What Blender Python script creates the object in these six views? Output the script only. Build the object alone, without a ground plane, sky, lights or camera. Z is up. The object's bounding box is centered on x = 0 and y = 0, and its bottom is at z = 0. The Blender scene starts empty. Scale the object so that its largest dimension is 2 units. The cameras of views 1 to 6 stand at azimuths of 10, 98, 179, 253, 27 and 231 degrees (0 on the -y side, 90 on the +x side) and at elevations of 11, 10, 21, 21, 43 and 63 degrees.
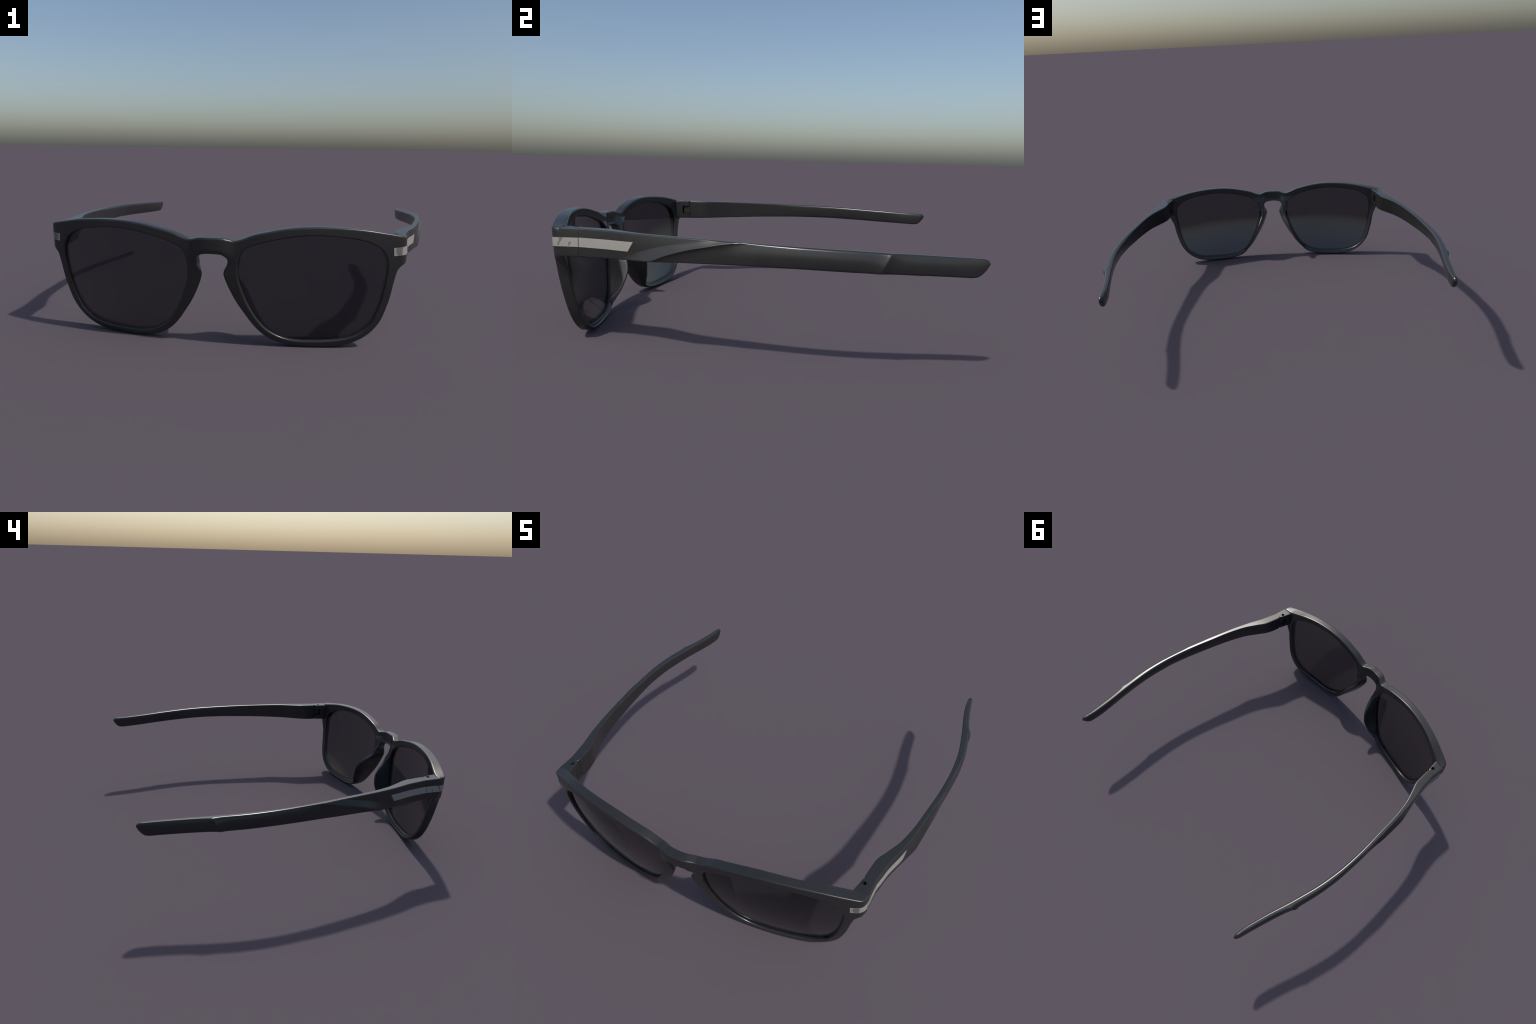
"""Sunglasses: matt black full-rim frame with keyhole bridge, smoked lenses,
open temples with a twisted facet, silver emblem strips at the hinges."""
import bpy, bmesh, math
import numpy as np
from mathutils import Vector

# ------------------------------------------------------------------ helpers
def sstep(a, b, x):
    t = min(max((x - a) / (b - a), 0.0), 1.0)
    return t * t * (3 - 2 * t)


class Curve1D:
    """Monotone (pchip-like) interpolation of y(x) through control points."""
    def __init__(self, pts):
        self.x = np.array([p[0] for p in pts], float)
        self.y = np.array([p[1] for p in pts], float)
        h = np.diff(self.x)
        d = np.diff(self.y) / h
        m = np.zeros(len(self.x))
        m[0], m[-1] = d[0], d[-1]
        for i in range(1, len(d)):
            if d[i - 1] * d[i] > 0:
                w1, w2 = 2 * h[i] + h[i - 1], h[i] + 2 * h[i - 1]
                m[i] = (w1 + w2) / (w1 / d[i - 1] + w2 / d[i])
        self.m = m

    def __call__(self, v):
        x, y, m = self.x, self.y, self.m
        if v <= x[0]:
            return float(y[0])
        if v >= x[-1]:
            return float(y[-1])
        i = int(np.searchsorted(x, v) - 1)
        h = x[i + 1] - x[i]
        t = (v - x[i]) / h
        return float((2*t**3 - 3*t*t + 1) * y[i] + (t**3 - 2*t*t + t) * h * m[i]
                     + (-2*t**3 + 3*t*t) * y[i + 1] + (t**3 - t*t) * h * m[i + 1])


def catmull(rows, spacing, dims=2, closed=False):
    """Centripetal Catmull-Rom through rows; chord measured on the first dims."""
    P = [np.array(r, float) for r in rows]
    n = len(P)
    segs = n if closed else n - 1
    out = []
    for i in range(segs):
        p1, p2 = P[i], P[(i + 1) % n]
        p0 = P[(i - 1) % n] if (closed or i > 0) else 2 * p1 - p2
        p3 = P[(i + 2) % n] if (closed or i < n - 2) else 2 * p2 - p1
        k = lambda a, b: max(np.linalg.norm((b - a)[:dims]), 1e-6) ** 0.5
        t0 = 0.0
        t1 = t0 + k(p0, p1)
        t2 = t1 + k(p1, p2)
        t3 = t2 + k(p2, p3)
        m = max(1, int(round(np.linalg.norm((p2 - p1)[:dims]) / spacing)))
        for j in range(m):
            t = t1 + (t2 - t1) * j / m
            a1 = (t1-t)/(t1-t0)*p0 + (t-t0)/(t1-t0)*p1
            a2 = (t2-t)/(t2-t1)*p1 + (t-t1)/(t2-t1)*p2
            a3 = (t3-t)/(t3-t2)*p2 + (t-t2)/(t3-t2)*p3
            b1 = (t2-t)/(t2-t0)*a1 + (t-t0)/(t2-t0)*a2
            b2 = (t3-t)/(t3-t1)*a2 + (t-t1)/(t3-t1)*a3
            out.append((t2-t)/(t2-t1)*b1 + (t-t1)/(t2-t1)*b2)
    if not closed:
        out.append(P[-1])
    return out


def arc(p0, corner, p1, n):
    """n+1 points of a quarter-round-like rational curve p0 -> p1."""
    res = []
    w = 0.75
    for i in range(n + 1):
        t = i / n
        a, b, c = (1-t)**2, 2*t*(1-t)*w, t*t
        res.append((a*p0 + b*corner + c*p1) / (a + b + c))
    return res


def unit(v):
    l = np.linalg.norm(v)
    return v / l if l > 1e-9 else v * 0


def new_mesh(name, verts, faces):
    me = bpy.data.meshes.new(name)
    me.from_pydata([tuple(map(float, v)) for v in verts], [], faces)
    me.update()
    return me


def new_object(name, mesh, parent, material):
    ob = bpy.data.objects.new(name, mesh)
    bpy.context.collection.objects.link(ob)
    ob.parent = parent
    mesh.materials.clear()
    mesh.materials.append(material)
    return ob


def tidy(mesh, merge=1e-5, sharp=None):
    bm = bmesh.new()
    bm.from_mesh(mesh)
    bmesh.ops.remove_doubles(bm, verts=bm.verts, dist=merge)
    bmesh.ops.delete(bm, geom=[v for v in bm.verts if not v.link_faces], context='VERTS')
    bmesh.ops.recalc_face_normals(bm, faces=bm.faces)
    for f in bm.faces:
        f.smooth = True
    if sharp:
        for e in bm.edges:
            if len(e.link_faces) == 2 and e.calc_face_angle(0) > math.radians(sharp):
                e.smooth = False
    bm.to_mesh(mesh)
    bm.free()
    mesh.update()


def mirrored(mesh, name):
    me = mesh.copy()
    me.name = name
    bm = bmesh.new()
    bm.from_mesh(me)
    for v in bm.verts:
        v.co.x = -v.co.x
    bmesh.ops.reverse_faces(bm, faces=bm.faces)
    bm.to_mesh(me)
    bm.free()
    me.update()
    return me


# ---------------------------------------------------------------- materials
def base_material(name):
    mat = bpy.data.materials.new(name)
    mat.use_nodes = True
    nt = mat.node_tree
    bsdf = nt.nodes["Principled BSDF"]
    return mat, nt, bsdf


def speckled(name, dark, light, rough_lo, rough_hi, scale, bump=0.0, specular=0.5, metallic=0.0):
    mat, nt, bsdf = base_material(name)
    co = nt.nodes.new("ShaderNodeTexCoord")
    no = nt.nodes.new("ShaderNodeTexNoise")
    no.inputs["Scale"].default_value = scale
    no.inputs["Detail"].default_value = 4
    nt.links.new(co.outputs["Object"], no.inputs["Vector"])
    cr = nt.nodes.new("ShaderNodeValToRGB")
    cr.color_ramp.elements[0].position = 0.3
    cr.color_ramp.elements[1].position = 0.7
    cr.color_ramp.elements[0].color = (*dark, 1)
    cr.color_ramp.elements[1].color = (*light, 1)
    nt.links.new(no.outputs["Fac"], cr.inputs["Fac"])
    nt.links.new(cr.outputs["Color"], bsdf.inputs["Base Color"])
    mr = nt.nodes.new("ShaderNodeMapRange")
    mr.inputs["To Min"].default_value = rough_lo
    mr.inputs["To Max"].default_value = rough_hi
    nt.links.new(no.outputs["Fac"], mr.inputs["Value"])
    nt.links.new(mr.outputs["Result"], bsdf.inputs["Roughness"])
    bsdf.inputs["Specular IOR Level"].default_value = specular
    bsdf.inputs["Metallic"].default_value = metallic
    if bump:
        fine = nt.nodes.new("ShaderNodeTexNoise")
        fine.inputs["Scale"].default_value = 420
        nt.links.new(co.outputs["Object"], fine.inputs["Vector"])
        bn = nt.nodes.new("ShaderNodeBump")
        bn.inputs["Strength"].default_value = bump
        bn.inputs["Distance"].default_value = 0.001
        nt.links.new(fine.outputs["Fac"], bn.inputs["Height"])
        nt.links.new(bn.outputs["Normal"], bsdf.inputs["Normal"])
    return mat


MAT_BLACK = speckled("matt_black_plastic", (0.0200, 0.0200, 0.0198), (0.0225, 0.0225, 0.0222),
                     0.265, 0.315, 9.0, bump=0.0, specular=0.6)
MAT_SILVER = speckled("silver_grey_metal_paint", (0.300, 0.285, 0.260), (0.315, 0.300, 0.275),
                      0.42, 0.50, 14.0)
MAT_GREY_PATCH = speckled("dull_grey_patch", (0.150, 0.143, 0.130), (0.165, 0.158, 0.145),
                     0.45, 0.52, 14.0)
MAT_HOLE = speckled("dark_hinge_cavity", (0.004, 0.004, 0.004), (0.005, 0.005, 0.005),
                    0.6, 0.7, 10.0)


def lens_material():
    mat, nt, bsdf = base_material("smoked_lens")
    bsdf.inputs["Base Color"].default_value = (0.150, 0.140, 0.140, 1)
    bsdf.inputs["Roughness"].default_value = 0.0
    bsdf.inputs["IOR"].default_value = 1.55
    bsdf.inputs["Transmission Weight"].default_value = 1.0
    # very faint smoke variation in the tint
    co = nt.nodes.new("ShaderNodeTexCoord")
    no = nt.nodes.new("ShaderNodeTexNoise")
    no.inputs["Scale"].default_value = 2.0
    nt.links.new(co.outputs["Object"], no.inputs["Vector"])
    cr = nt.nodes.new("ShaderNodeValToRGB")
    cr.color_ramp.elements[0].color = (0.116, 0.118, 0.132, 1)
    cr.color_ramp.elements[1].color = (0.124, 0.126, 0.140, 1)
    nt.links.new(no.outputs["Fac"], cr.inputs["Fac"])
    nt.links.new(cr.outputs["Color"], bsdf.inputs["Base Color"])
    return mat


MAT_LENS = lens_material()

# ------------------------------------------------- the front: shape functions
LENS_X0, LENS_Z0, LENS_R = 0.20, 0.545, 1.5          # sphere-like lens base curve
BRIDGE = Curve1D([(0, -0.950), (0.03, -0.9485), (0.06, -0.942), (0.085, -0.930),
                  (0.105, -0.924), (0.15, -0.9225), (0.2, -0.922)])
CORNER_X, CORNER_R = 0.8205, 0.050                    # round of the outer front corner


def plan(x, z):
    """Front surface in plan view: y over x (bridge steps forward, corner rounds)."""
    x = abs(x)
    if x < 0.2:
        w = sstep(0.385, 0.455, z)
        return w * BRIDGE(x) + (1 - w) * (-0.922)
    if x <= CORNER_X:
        return -0.922 + (x - LENS_X0) ** 2 / (2 * LENS_R)
    y0 = -0.922 + (CORNER_X - LENS_X0) ** 2 / (2 * LENS_R)
    a0 = math.atan((CORNER_X - LENS_X0) / LENS_R)
    s = min((x - CORNER_X) / CORNER_R + math.sin(a0), 1.0)
    return y0 + CORNER_R * (math.cos(a0) - math.sqrt(max(0.0, 1 - s * s)))


def front_y(x, z):
    under = max(0.0, 0.462 - z) * (1 - sstep(0.040, 0.066, abs(x))) * sstep(0.40, 0.43, z)
    return plan(x, z) + (z - LENS_Z0) ** 2 / (2 * LENS_R) + 20 * under ** 2 - 0.002 * sstep(0.25, 0.05, z)   # rolled underside of the bridge


def thickness(x, z):
    shoulder = sstep(0.05, 0.08, x) * sstep(0.20, 0.13, x) * sstep(0.34, 0.38, z) * sstep(0.48, 0.44, z)
    return 0.050 + 0.009 * shoulder + 0.012 * sstep(0.55, 0.78, x) * sstep(0.36, 0.50, z) - 0.004 * sstep(0.6, 0.75, x) * sstep(0.40, 0.25, z)


def back_y(x, z):
    x = abs(x)
    y = plan(x, z) if x < LENS_X0 else -0.922 + (x - LENS_X0) ** 2 / (2 * LENS_R)
    y += (z - LENS_Z0) ** 2 / (2 * LENS_R) + thickness(x, z)
    return min(y, -0.741 + 0.06 * sstep(0.33, 0.12, z))


# Outline control rows of the right half of the front:
# outline x, z | matching lens-opening x, z | edge round | back-edge dz | bridge cut flag
R = 0.007
ROWS = [
    (0.000, 0.513, 0.1345, 0.4475, R, 0.001),
    (0.030, 0.5135, 0.1370, 0.4510, R, 0.001),
    (0.055, 0.512, 0.1405, 0.4545, R, 0.001),
    (0.078, 0.5065, 0.1440, 0.4580, R, 0.000),
    (0.102, 0.501, 0.1490, 0.4620, R, 0.000),
    (0.130, 0.507, 0.1640, 0.472, R, 0.002),
    (0.186, 0.529, 0.2050, 0.488, R, 0.002),
    (0.251, 0.545, 0.2600, 0.504, R, 0.002),
    (0.316, 0.5585, 0.3200, 0.5185, R, 0.002),
    (0.390, 0.568, 0.3900, 0.5295, R, 0.002),
    (0.454, 0.5715, 0.4520, 0.534, R, 0.001),
    (0.515, 0.5715, 0.5120, 0.5325, R, 0.000),
    (0.596, 0.568, 0.5800, 0.5265, R, -0.002),
    (0.677, 0.560, 0.6450, 0.5165, R, -0.003),
    (0.740, 0.550, 0.6900, 0.5035, R, -0.006),
    (0.790, 0.541, 0.7200, 0.4885, R, -0.008),
    (0.830, 0.533, 0.7390, 0.4755, R, -0.004),
    (0.843, 0.529, 0.7440, 0.471, R, 0.000),
    (0.848, 0.521, 0.7490, 0.465, R, 0.000),
    (0.8495, 0.495, 0.7590, 0.448, R, 0.000),
    (0.8515, 0.450, 0.7680, 0.424, R, 0.000),
    (0.8520, 0.420, 0.7700, 0.408, R, 0.000),
    (0.8490, 0.4095, 0.7702, 0.400, R, 0.000),
    (0.832, 0.398, 0.7702, 0.388, R, 0.000),
    (0.817, 0.382, 0.7695, 0.372, R, 0.000),
    (0.809, 0.354, 0.7670, 0.348, R, 0.000),
    (0.802, 0.316, 0.7625, 0.318, R, 0.000),
    (0.791, 0.252, 0.7510, 0.254, R, 0.001),
    (0.778, 0.202, 0.7370, 0.199, R, 0.002),
    (0.758, 0.142, 0.7180, 0.147, R, 0.003),
    (0.734, 0.101, 0.6990, 0.110, R, 0.003),
    (0.705, 0.068, 0.6720, 0.084, R, 0.003),
    (0.671, 0.042, 0.6410, 0.0635, R, 0.003),
    (0.625, 0.019, 0.6030, 0.049, R, 0.003),
    (0.579, 0.007, 0.5650, 0.0415, R, 0.003),
    (0.510, 0.0005, 0.5050, 0.036, R, 0.003),
    (0.450, 0.000, 0.4500, 0.034, R, 0.003),
    (0.388, 0.003, 0.3920, 0.0335, R, 0.003),
    (0.331, 0.010, 0.3420, 0.039, R, 0.002),
    (0.283, 0.022, 0.3000, 0.051, 0.008, 0.001),
    (0.237, 0.045, 0.2620, 0.0715, 0.010, 0.000),
    (0.202, 0.072, 0.2340, 0.093, 0.012, 0.000),
    (0.1685, 0.110, 0.2060, 0.126, 0.015, 0.000),
    (0.135, 0.158, 0.1790, 0.169, 0.018, 0.000),
    (0.0995, 0.212, 0.1540, 0.219, 0.020, 0.000),
    (0.0725, 0.266, 0.1360, 0.268, 0.020, 0.000),
    (0.0545, 0.312, 0.1240, 0.308, 0.018, 0.000),
    (0.0475, 0.338, 0.1190, 0.331, 0.015, 0.000),
    (0.047, 0.351, 0.1170, 0.346, 0.013, 0.000),
    (0.053, 0.368, 0.1160, 0.362, 0.011, 0.000),
    (0.067, 0.391, 0.1160, 0.380, 0.010, 0.000),
    (0.0715, 0.407, 0.1165, 0.393, 0.010, 0.000),
    (0.068, 0.421, 0.1185, 0.4045, 0.007, 0.000),
    (0.056, 0.4315, 0.1215, 0.4180, 0.007, 0.000),
    (0.036, 0.436, 0.1255, 0.4300, 0.007, 0.000),
    (0.018, 0.438, 0.1285, 0.4370, 0.007, 0.000),
    (0.000, 0.4385, 0.1310, 0.4420, 0.007, 0.000),
]
# nose-pad ridge: outline z of the matching row -> ridge point (x, y, z)
PAD = [
    (0.400, 0.079, -0.850, 0.402),
    (0.368, 0.075, -0.837, 0.368),
    (0.345, 0.077, -0.821, 0.335),
    (0.313, 0.093, -0.780, 0.292),
    (0.267, 0.122, -0.745, 0.245),
    (0.213, 0.149, -0.735, 0.195),
    (0.159, 0.172, -0.744, 0.148),
    (0.111, 0.201, -0.754, 0.108),
    (0.074, 0.229, -0.768, 0.073),
    (0.045, 0.253, -0.777, 0.046),
    (0.022, 0.288, -0.780, 0.024),
    (0.010, 0.331, -0.772, 0.012),
]
PADX = Curve1D([(p[0], p[1]) for p in reversed(PAD)])
PADY = Curve1D([(p[0], p[2]) for p in reversed(PAD)])
PADZ = Curve1D([(p[0], p[3]) for p in reversed(PAD)])

N_ARC, N_FRONT, N_WALL, N_BACK, N_IN = 5, 16, 8, 8, 5


def build_front():
    rows = catmull(ROWS, 0.0075)
    n_top_to_bottom = len(rows)
    n_cut = 8
    secs = []
    pts = np.array([[r[0], r[1]] for r in rows])
    ipts = np.array([[r[2], r[3]] for r in rows])
    for k, r in enumerate(rows):
        end = k == 0 or k == n_top_to_bottom - 1
        ka, kb = max(k - 1, 0), min(k + 1, n_top_to_bottom - 1)
        t = unit(pts[kb] - pts[ka])
        n = np.array([t[1], -t[0]])           # outline runs clockwise: inward normal
        if end:
            n = np.array([0.0, -1.0 if k == 0 else 1.0])
        ti = unit(ipts[kb] - ipts[ka])
        ni = np.array([-ti[1], ti[0]])        # away from the opening
        secs.append((r, n, ni, 'wall'))
    top, bot = rows[0], rows[-1]
    z_hi, z_lo = top[1] - top[4], bot[1] + bot[4]
    for j in range(1, n_cut):
        u = j / n_cut
        z = z_lo + (z_hi - z_lo) * u
        i_xz = bot[2:4] + (top[2:4] - bot[2:4]) * u
        secs.append((np.array([0.0, z, i_xz[0], i_xz[1], 0.0, 0.0]), None, np.array([-0.9, 0.35]), 'cut'))
    verts, loops = [], []
    tags = []
    for r, n, ni, kind in secs:
        ox, oz, ix, iz, rad, dz = r
        ni = unit(ni)
        FI = np.array([ix, front_y(ix, iz), iz])
        BI = np.array([ix, back_y(ix, iz), iz])
        FO = np.array([ox, front_y(ox, oz), oz])
        # the lower rim wall drafts inwards towards the back
        draft = sstep(0.385, 0.30, oz) * sstep(0.33, 0.60, ox)
        bx, bz = ox - 0.014 * draft, oz + dz + 0.004 * draft
        BO = np.array([bx, back_y(bx, bz), bz])
        pad = 0.0
        if kind == 'wall' and ox < 0.32 and oz < 0.40:
            pad = sstep(0.40, 0.34, oz) * sstep(0.020, 0.12, oz)
            ridge = np.array([PADX(oz), PADY(oz), PADZ(oz)])
            w = sstep(0.40, 0.375, oz) * sstep(0.012, 0.075, oz)
            BO = BO * (1 - w) + ridge * w
            toward = np.array([ix - BO[0], 0.0, iz - BO[2]])
            dist = np.linalg.norm(toward)
            lip = BO + unit(toward) * min(0.020, 0.6 * dist)
            lip[1] -= 0.002
            BI = BI * (1 - pad) + lip * pad
        rin = 0.006 + 0.006 * sstep(0.45, 0.20, iz)
        # inner front round
        q0xz = np.array([ix, iz]) + ni * rin
        q0 = np.array([q0xz[0], front_y(*q0xz), q0xz[1]])
        q1 = FI + unit(BI - FI) * rin
        a_fi = arc(q1, FI, q0, N_ARC)
        # outer front round
        if kind == 'wall':
            p0xz = np.array([ox, oz]) + n * rad
            p0 = np.array([p0xz[0], front_y(*p0xz), p0xz[1]])
            L = np.linalg.norm(BO - FO)
            p1 = FO + unit(BO - FO) * min(rad, 0.45 * L)
            a_fo = arc(p0, FO, p1, N_ARC)
            rb = 0.007 + 0.005 * pad
            inward = np.array([n[0], 0, n[1]])
            dirb = unit(inward * (1 - pad) + unit(BI - BO) * pad)
            b0 = BO + unit(FO - BO) * min(rb, 0.45 * L)
            b1 = BO + dirb * min(rb, 0.45 * np.linalg.norm(BI - BO))
            a_bo = arc(b0, BO, b1, N_ARC)
        else:
            p0 = FO
            b1 = BO
            a_fo = [FO] * (N_ARC + 1)
            a_bo = [BO] * (N_ARC + 1)
        rbi = 0.006 + 0.003 * pad
        c0 = BI + unit(b1 - BI) * min(rbi, 0.4 * np.linalg.norm(b1 - BI))
        c1 = BI + unit(FI - BI) * rbi
        a_bi = arc(c0, BI, c1, N_ARC)
        loop = list(a_fi)
        for j in range(1, N_FRONT):
            s = (j - 1) / (N_FRONT - 2)
            s = 0.04 + 0.92 * (1 - (1 - s) ** 1.4)
            p = q0 + (p0 - q0) * s
            # keep the ends exact, ride the front surface in between
            loop.append(np.array([p[0], front_y(p[0], p[2]), p[2]]))
        i_fo = len(loop)
        loop += a_fo
        for j in range(1, N_WALL):
            loop.append(a_fo[-1] + (a_bo[0] - a_fo[-1]) * j / N_WALL)
        loop += a_bo
        i_bo = len(loop) - 1
        for j in range(1, N_BACK):
            s = j / N_BACK
            p = b1 + (c0 - b1) * s
            ride = (1 - pad) * (1 - sstep(0.70, 0.78, ox))
            q = np.array([p[0], back_y(p[0], p[2]), p[2]])
            loop.append(p * (1 - ride) + q * ride)
        i_bi = len(loop)
        loop += a_bi
        for j in range(1, N_IN):
            loop.append(a_bi[-1] + (a_fi[0] - a_bi[-1]) * j / N_IN)
        loops.append(len(verts))
        tags.append((kind, pad))
        verts += loop
    m = len(loop)
    faces, region = [], []
    ns = len(secs)
    for i in range(ns):
        j = (i + 1) % ns
        # strip between two sections; cut side (bridge middle) has no wall
        nowall = tags[i][0] == 'cut' or tags[j][0] == 'cut'
        for k in range(m):
            if nowall and i_fo <= k < i_bo:
                continue
            a, b = loops[i] + k, loops[i] + (k + 1) % m
            c, d = loops[j] + (k + 1) % m, loops[j] + k
            faces.append((a, b, c, d))
            p = 0.5 * (tags[i][1] + tags[j][1])
            is_pad = p > 0.30 and i_fo + N_ARC <= k < i_bi + N_ARC
            cx = (verts[a][0] + verts[c][0]) / 2
            cz = (verts[a][2] + verts[c][2]) / 2
            region.append('nose_pad' if is_pad else ('bridge' if cx < 0.096 and cz > 0.414 else 'rim'))
    nv = len(verts)
    allv = list(verts) + [v * np.array([-1, 1, 1]) for v in verts]
    allf = faces + [tuple(nv + q for q in reversed(f)) for f in faces]
    names = ['rim', 'nose_pad', 'bridge']
    reg = [names.index(r) for r in region]
    reg = [r if r == 2 else r for r in reg] + [r if r == 2 else r + 10 for r in reg]
    return allv, allf, reg


def split_by_region(verts, faces, reg, specs, parent, mat):
    """One smooth body, cut into named parts that keep the body's normals."""
    bm = bmesh.new()
    bv = [bm.verts.new(tuple(map(float, v))) for v in verts]
    lay = bm.faces.layers.int.new("region")
    for f, r in zip(faces, reg):
        try:
            bf = bm.faces.new([bv[i] for i in f])
        except ValueError:
            continue
        bf[lay] = r
        bf.smooth = True
    bmesh.ops.remove_doubles(bm, verts=bm.verts, dist=1e-5)
    bmesh.ops.dissolve_degenerate(bm, edges=bm.edges, dist=1e-6)
    bmesh.ops.delete(bm, geom=[v for v in bm.verts if not v.link_faces], context='VERTS')
    bmesh.ops.recalc_face_normals(bm, faces=bm.faces)
    bm.normal_update()
    bm.verts.index_update()
    normals = {v.index: v.normal.copy() for v in bm.verts}
    out = []
    for code, name in specs:
        fs = [f for f in bm.faces if f[lay] == code]
        used = {}
        vs, nn, fl = [], [], []
        for f in fs:
            ids = []
            for v in f.verts:
                if v.index not in used:
                    used[v.index] = len(vs)
                    vs.append(v.co.copy())
                    nn.append(normals[v.index])
                ids.append(used[v.index])
            fl.append(ids)
        me = new_mesh(name, vs, fl)
        for p in me.polygons:
            p.use_smooth = True
        me.normals_split_custom_set_from_vertices([tuple(n) for n in nn])
        out.append(new_object(name, me, parent, mat))
    bm.free()
    return out


# ------------------------------------------------------------------ the lens
def build_lens():
    opening = catmull([(r[2], r[3]) for r in ROWS], 0.008)
    opening = [p for i, p in enumerate(opening) if i == 0 or np.linalg.norm(p - opening[i-1]) > 1e-4]
    pts = np.array(opening)
    n = len(pts)
    out = []
    for i in range(n):
        t = unit(pts[(i + 1) % n] - pts[i - 1])
        out.append(pts[i] + np.array([-t[1], t[0]]) * 0.007)
    out = np.array(out)
    c = np.array([0.45, 0.29])
    rings = 26

    def surf(x, z, d):
        base = -0.922 + 0.016 + d + ((x - LENS_X0) ** 2 + (z - LENS_Z0) ** 2) / (2 * LENS_R)
        rho2 = ((x - 0.45) / 0.34) ** 2 + ((z - 0.29) / 0.26) ** 2
        return base - (0.007 if d == 0 else 0.0) * (1 - rho2)
    verts, faces = [], []
    for side, d in ((0, 0.0), (1, 0.023)):
        verts.append((c[0], surf(c[0], c[1], d), c[1]))
        for k in range(1, rings + 1):
            for p in out:
                q = c + (p - c) * k / rings
                verts.append((q[0], surf(q[0], q[1], d), q[1]))
    half = 1 + rings * n
    for side in (0, 1):
        o = side * half
        for i in range(n):
            j = (i + 1) % n
            faces.append((o, o + 1 + i, o + 1 + j))
            for k in range(rings - 1):
                a = o + 1 + k * n
                faces.append((a + i, a + n + i, a + n + j, a + j))
    e = 1 + (rings - 1) * n
    for i in range(n):
        j = (i + 1) % n
        faces.append((e + i, half + e + i, half + e + j, e + j))
    me = new_mesh("lens", verts, faces)
    tidy(me, sharp=40)
    return me


# ---------------------------------------------------------------- the temple
TOP_Z = Curve1D([(-0.80, 0.530), (-0.66, 0.528), (-0.54, 0.527), (-0.39, 0.524), (-0.19, 0.521),
                 (0.0, 0.517), (0.08, 0.515), (0.28, 0.510), (0.45, 0.504), (0.59, 0.498),
                 (0.71, 0.4925), (0.82, 0.488), (0.90, 0.485), (0.925, 0.4838), (0.938, 0.480),
                 (0.945, 0.4755), (0.950, 0.466)])
BOT_Z = Curve1D([(-0.80, 0.407), (-0.66, 0.410), (-0.555, 0.4145), (-0.386, 0.4185), (-0.1, 0.428),
                 (0.1, 0.431), (0.25, 0.4305), (0.48, 0.425), (0.656, 0.420), (0.83, 0.4155),
                 (0.885, 0.4140), (0.905, 0.4165), (0.920, 0.424), (0.935, 0.440), (0.945, 0.456),
                 (0.950, 0.466)])
IN_TOP = Curve1D([(-0.80, 0.771), (-0.748, 0.777), (-0.66, 0.795), (-0.60, 0.802), (-0.545, 0.810),
                  (-0.48, 0.838), (-0.385, 0.877), (-0.235, 0.911), (-0.18, 0.919), (0.02, 0.947),
                  (0.15, 0.958), (0.25, 0.962), (0.32, 0.961), (0.40, 0.957), (0.50, 0.946),
                  (0.585, 0.935), (0.70, 0.917), (0.80, 0.905), (0.88, 0.898), (0.93, 0.898), (0.95, 0.902)])
IN_BOT = Curve1D([(-0.80, 0.778), (-0.73, 0.788), (-0.66, 0.800), (-0.60, 0.805), (-0.555, 0.815),
                  (-0.48, 0.846), (-0.386, 0.886), (-0.25, 0.917), (-0.098, 0.940), (0.10, 0.963),
                  (0.224, 0.972), (0.35, 0.971), (0.48, 0.962), (0.57, 0.950), (0.656, 0.936),
                  (0.75, 0.919), (0.83, 0.907), (0.907, 0.903), (0.95, 0.904)])
OUTER = Curve1D([(-0.80, 0.8495), (-0.745, 0.8505), (-0.66, 0.852), (-0.60, 0.8615), (-0.544, 0.872),
                 (-0.45, 0.898), (-0.39, 0.912), (-0.33, 0.9245), (-0.19, 0.947), (-0.1, 0.960),
                 (0.0, 0.970), (0.1, 0.981), (0.2, 0.989), (0.28, 0.9925), (0.36, 0.9915), (0.45, 0.985),
                 (0.55, 0.970), (0.62, 0.957), (0.70, 0.943), (0.80, 0.928), (0.88, 0.918),
                 (0.93, 0.9135), (0.95, 0.911)])
LEAN = Curve1D([(-0.80, 0.003), (-0.66, 0.003), (-0.5, 0.003), (-0.2, 0.005), (0.0, 0.005), (0.25, 0.001), (0.95, 0.0)])
BULGE = Curve1D([(-0.80, 0.001), (-0.5, 0.002), (-0.2, 0.003), (0.1, 0.006), (0.3, 0.0075), (0.8, 0.006), (0.95, 0.003)])
# the twisted facet: crease that climbs from the lower edge to the upper one
CREASE_Y = Curve1D([(0.415, -0.337), (0.423, -0.319), (0.442, -0.275), (0.464, -0.210),
                    (0.481, -0.146), (0.494, -0.083), (0.505, -0.029), (0.511, 0.013), (0.522, 0.09)])
RIDGE_Y = Curve1D([(0.41, 0.547), (0.428, 0.557), (0.462, 0.574), (0.497, 0.593), (0.51, 0.60)])


def top_z(y):
    return TOP_Z(y) - 0.0010 * sstep(0.95, 0.90, y)


def bot_z(y):
    return BOT_Z(y) - 0.0032 * sstep(-0.70, -0.55, y) * sstep(0.95, 0.90, y)


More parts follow.
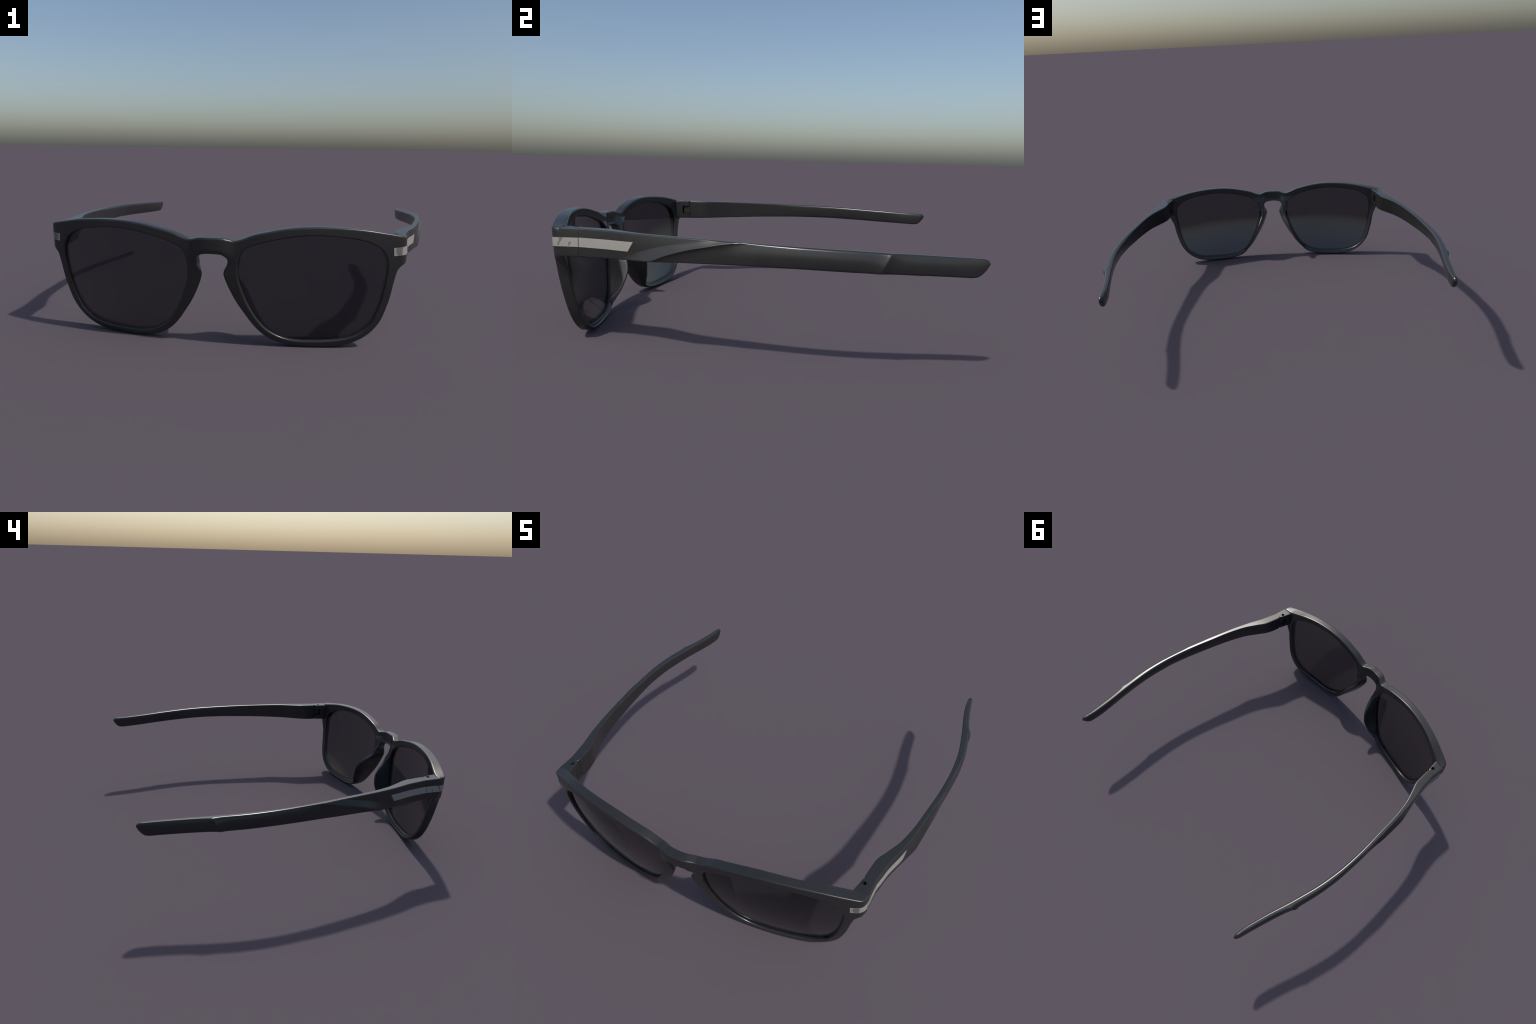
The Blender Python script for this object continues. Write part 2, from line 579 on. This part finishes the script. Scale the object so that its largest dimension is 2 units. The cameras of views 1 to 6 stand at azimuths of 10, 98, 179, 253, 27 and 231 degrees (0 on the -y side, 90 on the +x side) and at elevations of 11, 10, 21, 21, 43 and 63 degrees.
def temple_outer(y, z):
    zt, zb = top_z(y), bot_z(y)
    t = (z - zb) / max(zt - zb, 1e-6)
    t = min(max(t, 0), 1)
    x = OUTER(y) + LEAN(y) * (0.5 - t) + BULGE(y) * (1 - (2 * t - 1) ** 2)
    s = y - CREASE_Y(z)
    x += (0.013 - 0.004 * sstep(0.48, 0.512, z)) * (1 - 0.4 * sstep(-0.05, 0.04, y)) * (max(0.0, 1 + s / 0.14) ** 1.5 if s < 0 else math.exp(-s / 0.045))   # proud panel, then a scoop
    s = y - RIDGE_Y(z)
    x += 0.011 * (math.exp(s / 0.030) if s < 0 else math.exp(-s / 0.028))
    return x


def temple_inner(y, t):
    t = min(max(t, 0.0), 1.0)
    x = IN_BOT(y) * (1 - t) + IN_TOP(y) * t
    return x - 0.004 * sstep(-0.3, 0.2, y) * (1 - (2 * t - 1) ** 2) - 0.003 * sstep(0.3, 0.6, y) - 0.0025 * sstep(0.6, 0.85, y)


def temple_section(y, shrink=0.0, notch=0.0):
    """Rounded section of the arm at y: ring of points in x, z."""
    zt, zb = top_z(y) - shrink, bot_z(y) + shrink
    h = zt - zb
    nf = 80
    z_lo, z_hi = zb, zt
    xo = lambda z: temple_outer(y, z) - shrink
    xi = lambda z: temple_inner(y, (z - bot_z(y)) / max(top_z(y) - bot_z(y), 1e-6)) + shrink + notch
    # taper of the very tip
    if y > 0.920:
        u = min((y - 0.920) / 0.030, 1.0)
        k = max(0.0, 1 - u ** 2.6) ** 0.42
        xo0, xi0 = xo, xi
        xm = lambda z: 0.5 * (xo0(z) + xi0(z))
        xo = lambda z: xm(z) + (xo0(z) - xm(z)) * k
        xi = lambda z: xm(z) + (xi0(z) - xm(z)) * k
    w = max(min(xo(z_lo + 0.5 * h) - xi(z_lo + 0.5 * h), 1.0), 1e-4)
    ro = min(0.0045 + 0.0035 * sstep(-0.1, 0.3, y), 0.40 * h, 0.42 * w)
    ri = min(0.006 + 0.007 * sstep(-0.15, 0.2, y) - 0.003 * sstep(0.5, 0.8, y), 0.40 * h, 0.46 * w)
    ring = []
    V = lambda x, z: np.array([x, z])
    for j in range(nf + 1):                       # outer face, bottom to top
        z = z_lo + ro + (h - 2 * ro) * j / nf
        ring.append(V(xo(z), z))
    na = 5
    c = V(xo(z_hi), z_hi)
    ring += arc(ring[-1], c, V(c[0] - ro, z_hi), na)[1:]
    xa, c2 = c[0] - ro, V(xi(z_hi), z_hi)
    nt_ = 4
    for j in range(1, nt_):
        ring.append(V(xa + (c2[0] + ri - xa) * j / nt_, z_hi))
    ring += arc(V(c2[0] + ri, z_hi), c2, V(xi(z_hi - ri), z_hi - ri), na)
    for j in range(1, 10):
        z = z_hi - ri - (h - 2 * ri) * j / 10
        ring.append(V(xi(z), z))
    c3 = V(xi(z_lo), z_lo)
    ring += arc(V(xi(z_lo + ri), z_lo + ri), c3, V(c3[0] + ri, z_lo), na)
    c4 = V(xo(z_lo), z_lo)
    for j in range(1, nt_):
        ring.append(V(c3[0] + ri + (c4[0] - ro - c3[0] - ri) * j / nt_, z_lo))
    ring += arc(V(c4[0] - ro, z_lo), c4, ring[0], na)[:-1]
    return ring


def loft(stations, name, cap=True):
    verts, faces = [], []
    m = None
    for st in stations:
        y, ring = st[0], st[1]
        yf = st[2] if len(st) > 2 else None
        m = len(ring)
        for p in ring:
            verts.append((p[0], yf(p[0]) if yf else y, p[1]))
    n = len(stations)
    for i in range(n - 1):
        for k in range(m):
            a, b = i * m + k, i * m + (k + 1) % m
            faces.append((a, b, b + m, a + m))
    if cap:
        faces.append(tuple(range(m)))
        faces.append(tuple(reversed(range((n - 1) * m, n * m))))
    me = new_mesh(name, verts, faces)
    return me


SEAM = -0.6615


def build_temple():
    st = [(SEAM + 0.0004, temple_section(SEAM + 0.0004, 0.0, 0.007)),
          (SEAM + 0.003, temple_section(SEAM + 0.003, 0.0, 0.0055)),
          (SEAM + 0.011, temple_section(SEAM + 0.011))]
    y = SEAM + 0.016
    while y < 0.905:
        st.append((y, temple_section(y)))
        y += 0.0042
    u = 0.0
    for k in range(0, 19):
        a = k / 18 * math.pi / 2
        yy = 0.9055 + (0.9499 - 0.9055) * math.sin(a)
        st.append((yy, temple_section(yy)))
    me = loft(st, "temple_arm")
    tidy(me, merge=2e-5, sharp=50)
    return me


def build_hinge_block():
    st = []
    yf = lambda x: -0.7475 - 0.050 * sstep(0.845, 0.79, x)
    st.append((-0.7475, temple_section(-0.7475, 0.0016), yf))
    for k in range(1, 12):
        y = -0.7410 + (SEAM - 0.006 + 0.7410) * (k - 1) / 10
        st.append((y, temple_section(y)))
    st.append((SEAM - 0.0025, temple_section(SEAM - 0.0025, 0.0, 0.003)))
    st.append((SEAM - 0.0004, temple_section(SEAM - 0.0004, 0.0, 0.004)))
    me = loft(st, "hinge_block")
    tidy(me)
    return me


def box_mesh(name, x0, x1, y0, y1, z0, z1, bevel=0.0):
    bm = bmesh.new()
    bmesh.ops.create_cube(bm, size=1.0)
    for v in bm.verts:
        v.co = Vector(((x0 + x1) / 2 + v.co.x * (x1 - x0), (y0 + y1) / 2 + v.co.y * (y1 - y0),
                       (z0 + z1) / 2 + v.co.z * (z1 - z0)))
    if bevel:
        bmesh.ops.bevel(bm, geom=bm.edges[:], offset=bevel, segments=2, affect='EDGES', profile=0.5)
    me = bpy.data.meshes.new(name)
    bm.to_mesh(me)
    bm.free()
    return me


def cylinder_mesh(name, x, y, z0, z1, r, seg=28):
    bm = bmesh.new()
    bmesh.ops.create_cone(bm, cap_ends=True, segments=seg, radius1=r, radius2=r, depth=z1 - z0)
    for v in bm.verts:
        v.co += Vector((x, y, (z0 + z1) / 2))
    me = bpy.data.meshes.new(name)
    bm.to_mesh(me)
    bm.free()
    return me


def subtract(mesh, cutters, name):
    """Exact boolean difference, applied at once; helper objects are deleted."""
    ob = bpy.data.objects.new("helper_target", mesh)
    bpy.context.collection.objects.link(ob)
    helpers = []
    for c in cutters:
        h = bpy.data.objects.new("helper_cutter", c)
        bpy.context.collection.objects.link(h)
        helpers.append(h)
        md = ob.modifiers.new("cut", 'BOOLEAN')
        md.operation = 'DIFFERENCE'
        md.solver = 'EXACT'
        md.object = h
    dg = bpy.context.evaluated_depsgraph_get()
    me = bpy.data.meshes.new_from_object(ob.evaluated_get(dg))
    me.name = name
    for h in helpers + [ob]:
        bpy.data.objects.remove(h)
    bm = bmesh.new()
    bm.from_mesh(me)
    bmesh.ops.remove_doubles(bm, verts=bm.verts, dist=1e-6)
    for f in bm.faces:
        f.smooth = True
    for e in bm.edges:
        if len(e.link_faces) == 2 and e.calc_face_angle(0) > math.radians(32):
            e.smooth = False
    bm.to_mesh(me)
    bm.free()
    me.update()
    return me


# --------------------------------------------------------------- the emblems
def strip_mesh(name, surf, s_lo, s_hi, z_lo, z_hi, lift, depth, ns, nz):
    """Thin plate lying on a surface. surf(s, z) -> point, outward normal.
    s_lo/s_hi(v) bound the plate at height fraction v; z_lo/z_hi(s) bound it in z."""
    verts, faces = [], []
    m = (ns + 1) * (nz + 1)
    for layer in (lift, lift - depth):
        for i in range(ns + 1):
            for j in range(nz + 1):
                v = j / nz
                s = s_lo(v) + (s_hi(v) - s_lo(v)) * i / ns
                z = z_lo(s) + (z_hi(s) - z_lo(s)) * v
                p, n = surf(s, z)
                verts.append(p + n * layer)
    idx = lambda l, i, j: l * m + i * (nz + 1) + j
    for i in range(ns):
        for j in range(nz):
            faces.append((idx(0, i, j), idx(0, i + 1, j), idx(0, i + 1, j + 1), idx(0, i, j + 1)))
            faces.append((idx(1, i, j + 1), idx(1, i + 1, j + 1), idx(1, i + 1, j), idx(1, i, j)))
    for i in range(ns):
        for j in (0, nz):
            faces.append((idx(0, i, j), idx(1, i, j), idx(1, i + 1, j), idx(0, i + 1, j)))
    for j in range(nz):
        for i in (0, ns):
            faces.append((idx(0, i, j), idx(0, i, j + 1), idx(1, i, j + 1), idx(1, i, j)))
    me = new_mesh(name, verts, faces)
    tidy(me, merge=1e-7, sharp=35)
    return me


def wrap_surface(s, z):
    """s < 0: front face and corner (x = 0.8495 + s); s > 0: side (y = -0.749 + s)."""
    def raw(s):
        # corner part re-parametrised by angle so that samples spread evenly
        a0 = math.asin(math.sin(math.atan((CORNER_X - LENS_X0) / LENS_R)))
        la = CORNER_R * (math.pi / 2 - a0)
        if s < -la:
            x = CORNER_X + (s + la) * math.cos(a0)
        elif s < 0:
            ang = math.pi / 2 + s / CORNER_R
            x = CORNER_X + CORNER_R * (math.sin(ang) - math.sin(a0))
        else:
            y = front_y(0.85, 0.47) + s
            return np.array([temple_outer(y, z), y, z])
        return np.array([x, front_y(x, z), z])
    p = raw(s)
    q0, q1 = raw(s - 0.003), raw(s + 0.003)
    t = unit(q1 - q0)
    return p, np.array([t[1], -t[0], 0.0])


def side_surface(y, z):
    p = np.array([temple_outer(y, z), y, z])
    t = unit(np.array([temple_outer(y + .003, z) - temple_outer(y - .003, z), .006, 0]))
    return p, np.array([t[1], -t[0], 0.0])


def build_emblems():
    z_hi = Curve1D([(-0.12, 0.4795), (-0.09, 0.481), (0.0, 0.4875), (0.1, 0.489)])
    z_lo = Curve1D([(-0.12, 0.4440), (-0.09, 0.445), (0.0, 0.4500), (0.1, 0.451)])
    corner = strip_mesh("corner_emblem", wrap_surface, lambda v: -0.0875 - 0.003 * v, lambda v: SEAM - 0.0014 - front_y(0.85, 0.47),
                        z_lo, z_hi, 0.0016, 0.004, 60, 6)
    side = strip_mesh("temple_emblem", side_surface, lambda v: SEAM + 0.0014,
                      lambda v: -0.429 + 0.024 * v, Curve1D([(-.7, .451), (-.4, .4500)]),
                      Curve1D([(-.7, .4895), (-.4, .4893)]), 0.0016, 0.004, 40, 6)
    y0 = -0.7455
    patches = []
    patches.append(strip_mesh("emblem_grey_patch", wrap_surface,
                             lambda v: -0.0665 - 0.0105 * math.sin(math.pi / 2 * min(1, v * 1.6)),
                             lambda v: -0.0500, z_lo, z_hi, 0.0023, 0.003, 8, 10))
    patches.append(strip_mesh("emblem_grey_patch", wrap_surface, lambda v: 0.0010, lambda v: 0.0018 + 0.0260 * v,
                             z_lo, z_hi, 0.0023, 0.003, 8, 8))
    patches.append(strip_mesh("emblem_grey_patch", wrap_surface, lambda v: 0.0525, lambda v: 0.0530 + 0.011 * v,
                             lambda s: 0.4535, lambda s: 0.4705, 0.0023, 0.003, 4, 4))
    return corner, side, patches


# ------------------------------------------------------------------ assembly
root = bpy.data.objects.new("sunglasses", None)
root.empty_display_size = 0.2
bpy.context.collection.objects.link(root)
root["label"] = "matt black sunglasses, open temples, dark smoked lenses, silver strips"
root["category"] = "sunglasses"

V, Fc, REG = build_front()
split_by_region(V, Fc, REG, [(0, "rim"), (10, "rim"), (2, "bridge"), (1, "nose_pad"), (11, "nose_pad")],
                root, MAT_BLACK)

lens = build_lens()
new_object("lens", lens, root, MAT_LENS)
new_object("lens", mirrored(lens, "lens"), root, MAT_LENS)

block = build_hinge_block()
slot = box_mesh("slot", 0.70, 0.832, -0.706, -0.60, 0.4425, 0.4935)
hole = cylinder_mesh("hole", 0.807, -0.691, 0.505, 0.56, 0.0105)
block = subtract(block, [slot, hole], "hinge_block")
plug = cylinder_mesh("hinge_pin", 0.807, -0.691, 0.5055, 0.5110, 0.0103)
tongue = box_mesh("hinge_tongue", 0.803, 0.829, -0.701, SEAM + 0.02, 0.4455, 0.4905, 0.0025)
temple = build_temple()
corner_em, side_em, grey_patches = build_emblems()

for side in (0, 1):
    pick = (lambda m, n: mirrored(m, n)) if side else (lambda m, n: m)
    b = new_object("hinge_block", pick(block, "hinge_block"), root, MAT_BLACK)
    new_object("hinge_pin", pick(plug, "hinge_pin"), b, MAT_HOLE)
    ce = new_object("corner_emblem", pick(corner_em, "corner_emblem"), root, MAT_SILVER)
    for f in grey_patches:
        new_object("emblem_grey_patch", pick(f, "emblem_grey_patch"), ce, MAT_GREY_PATCH)
    t = new_object("temple_arm", pick(temple, "temple_arm"), root, MAT_BLACK)
    new_object("hinge_tongue", pick(tongue, "hinge_tongue"), t, MAT_BLACK)
    new_object("temple_emblem", pick(side_em, "temple_emblem"), t, MAT_SILVER)
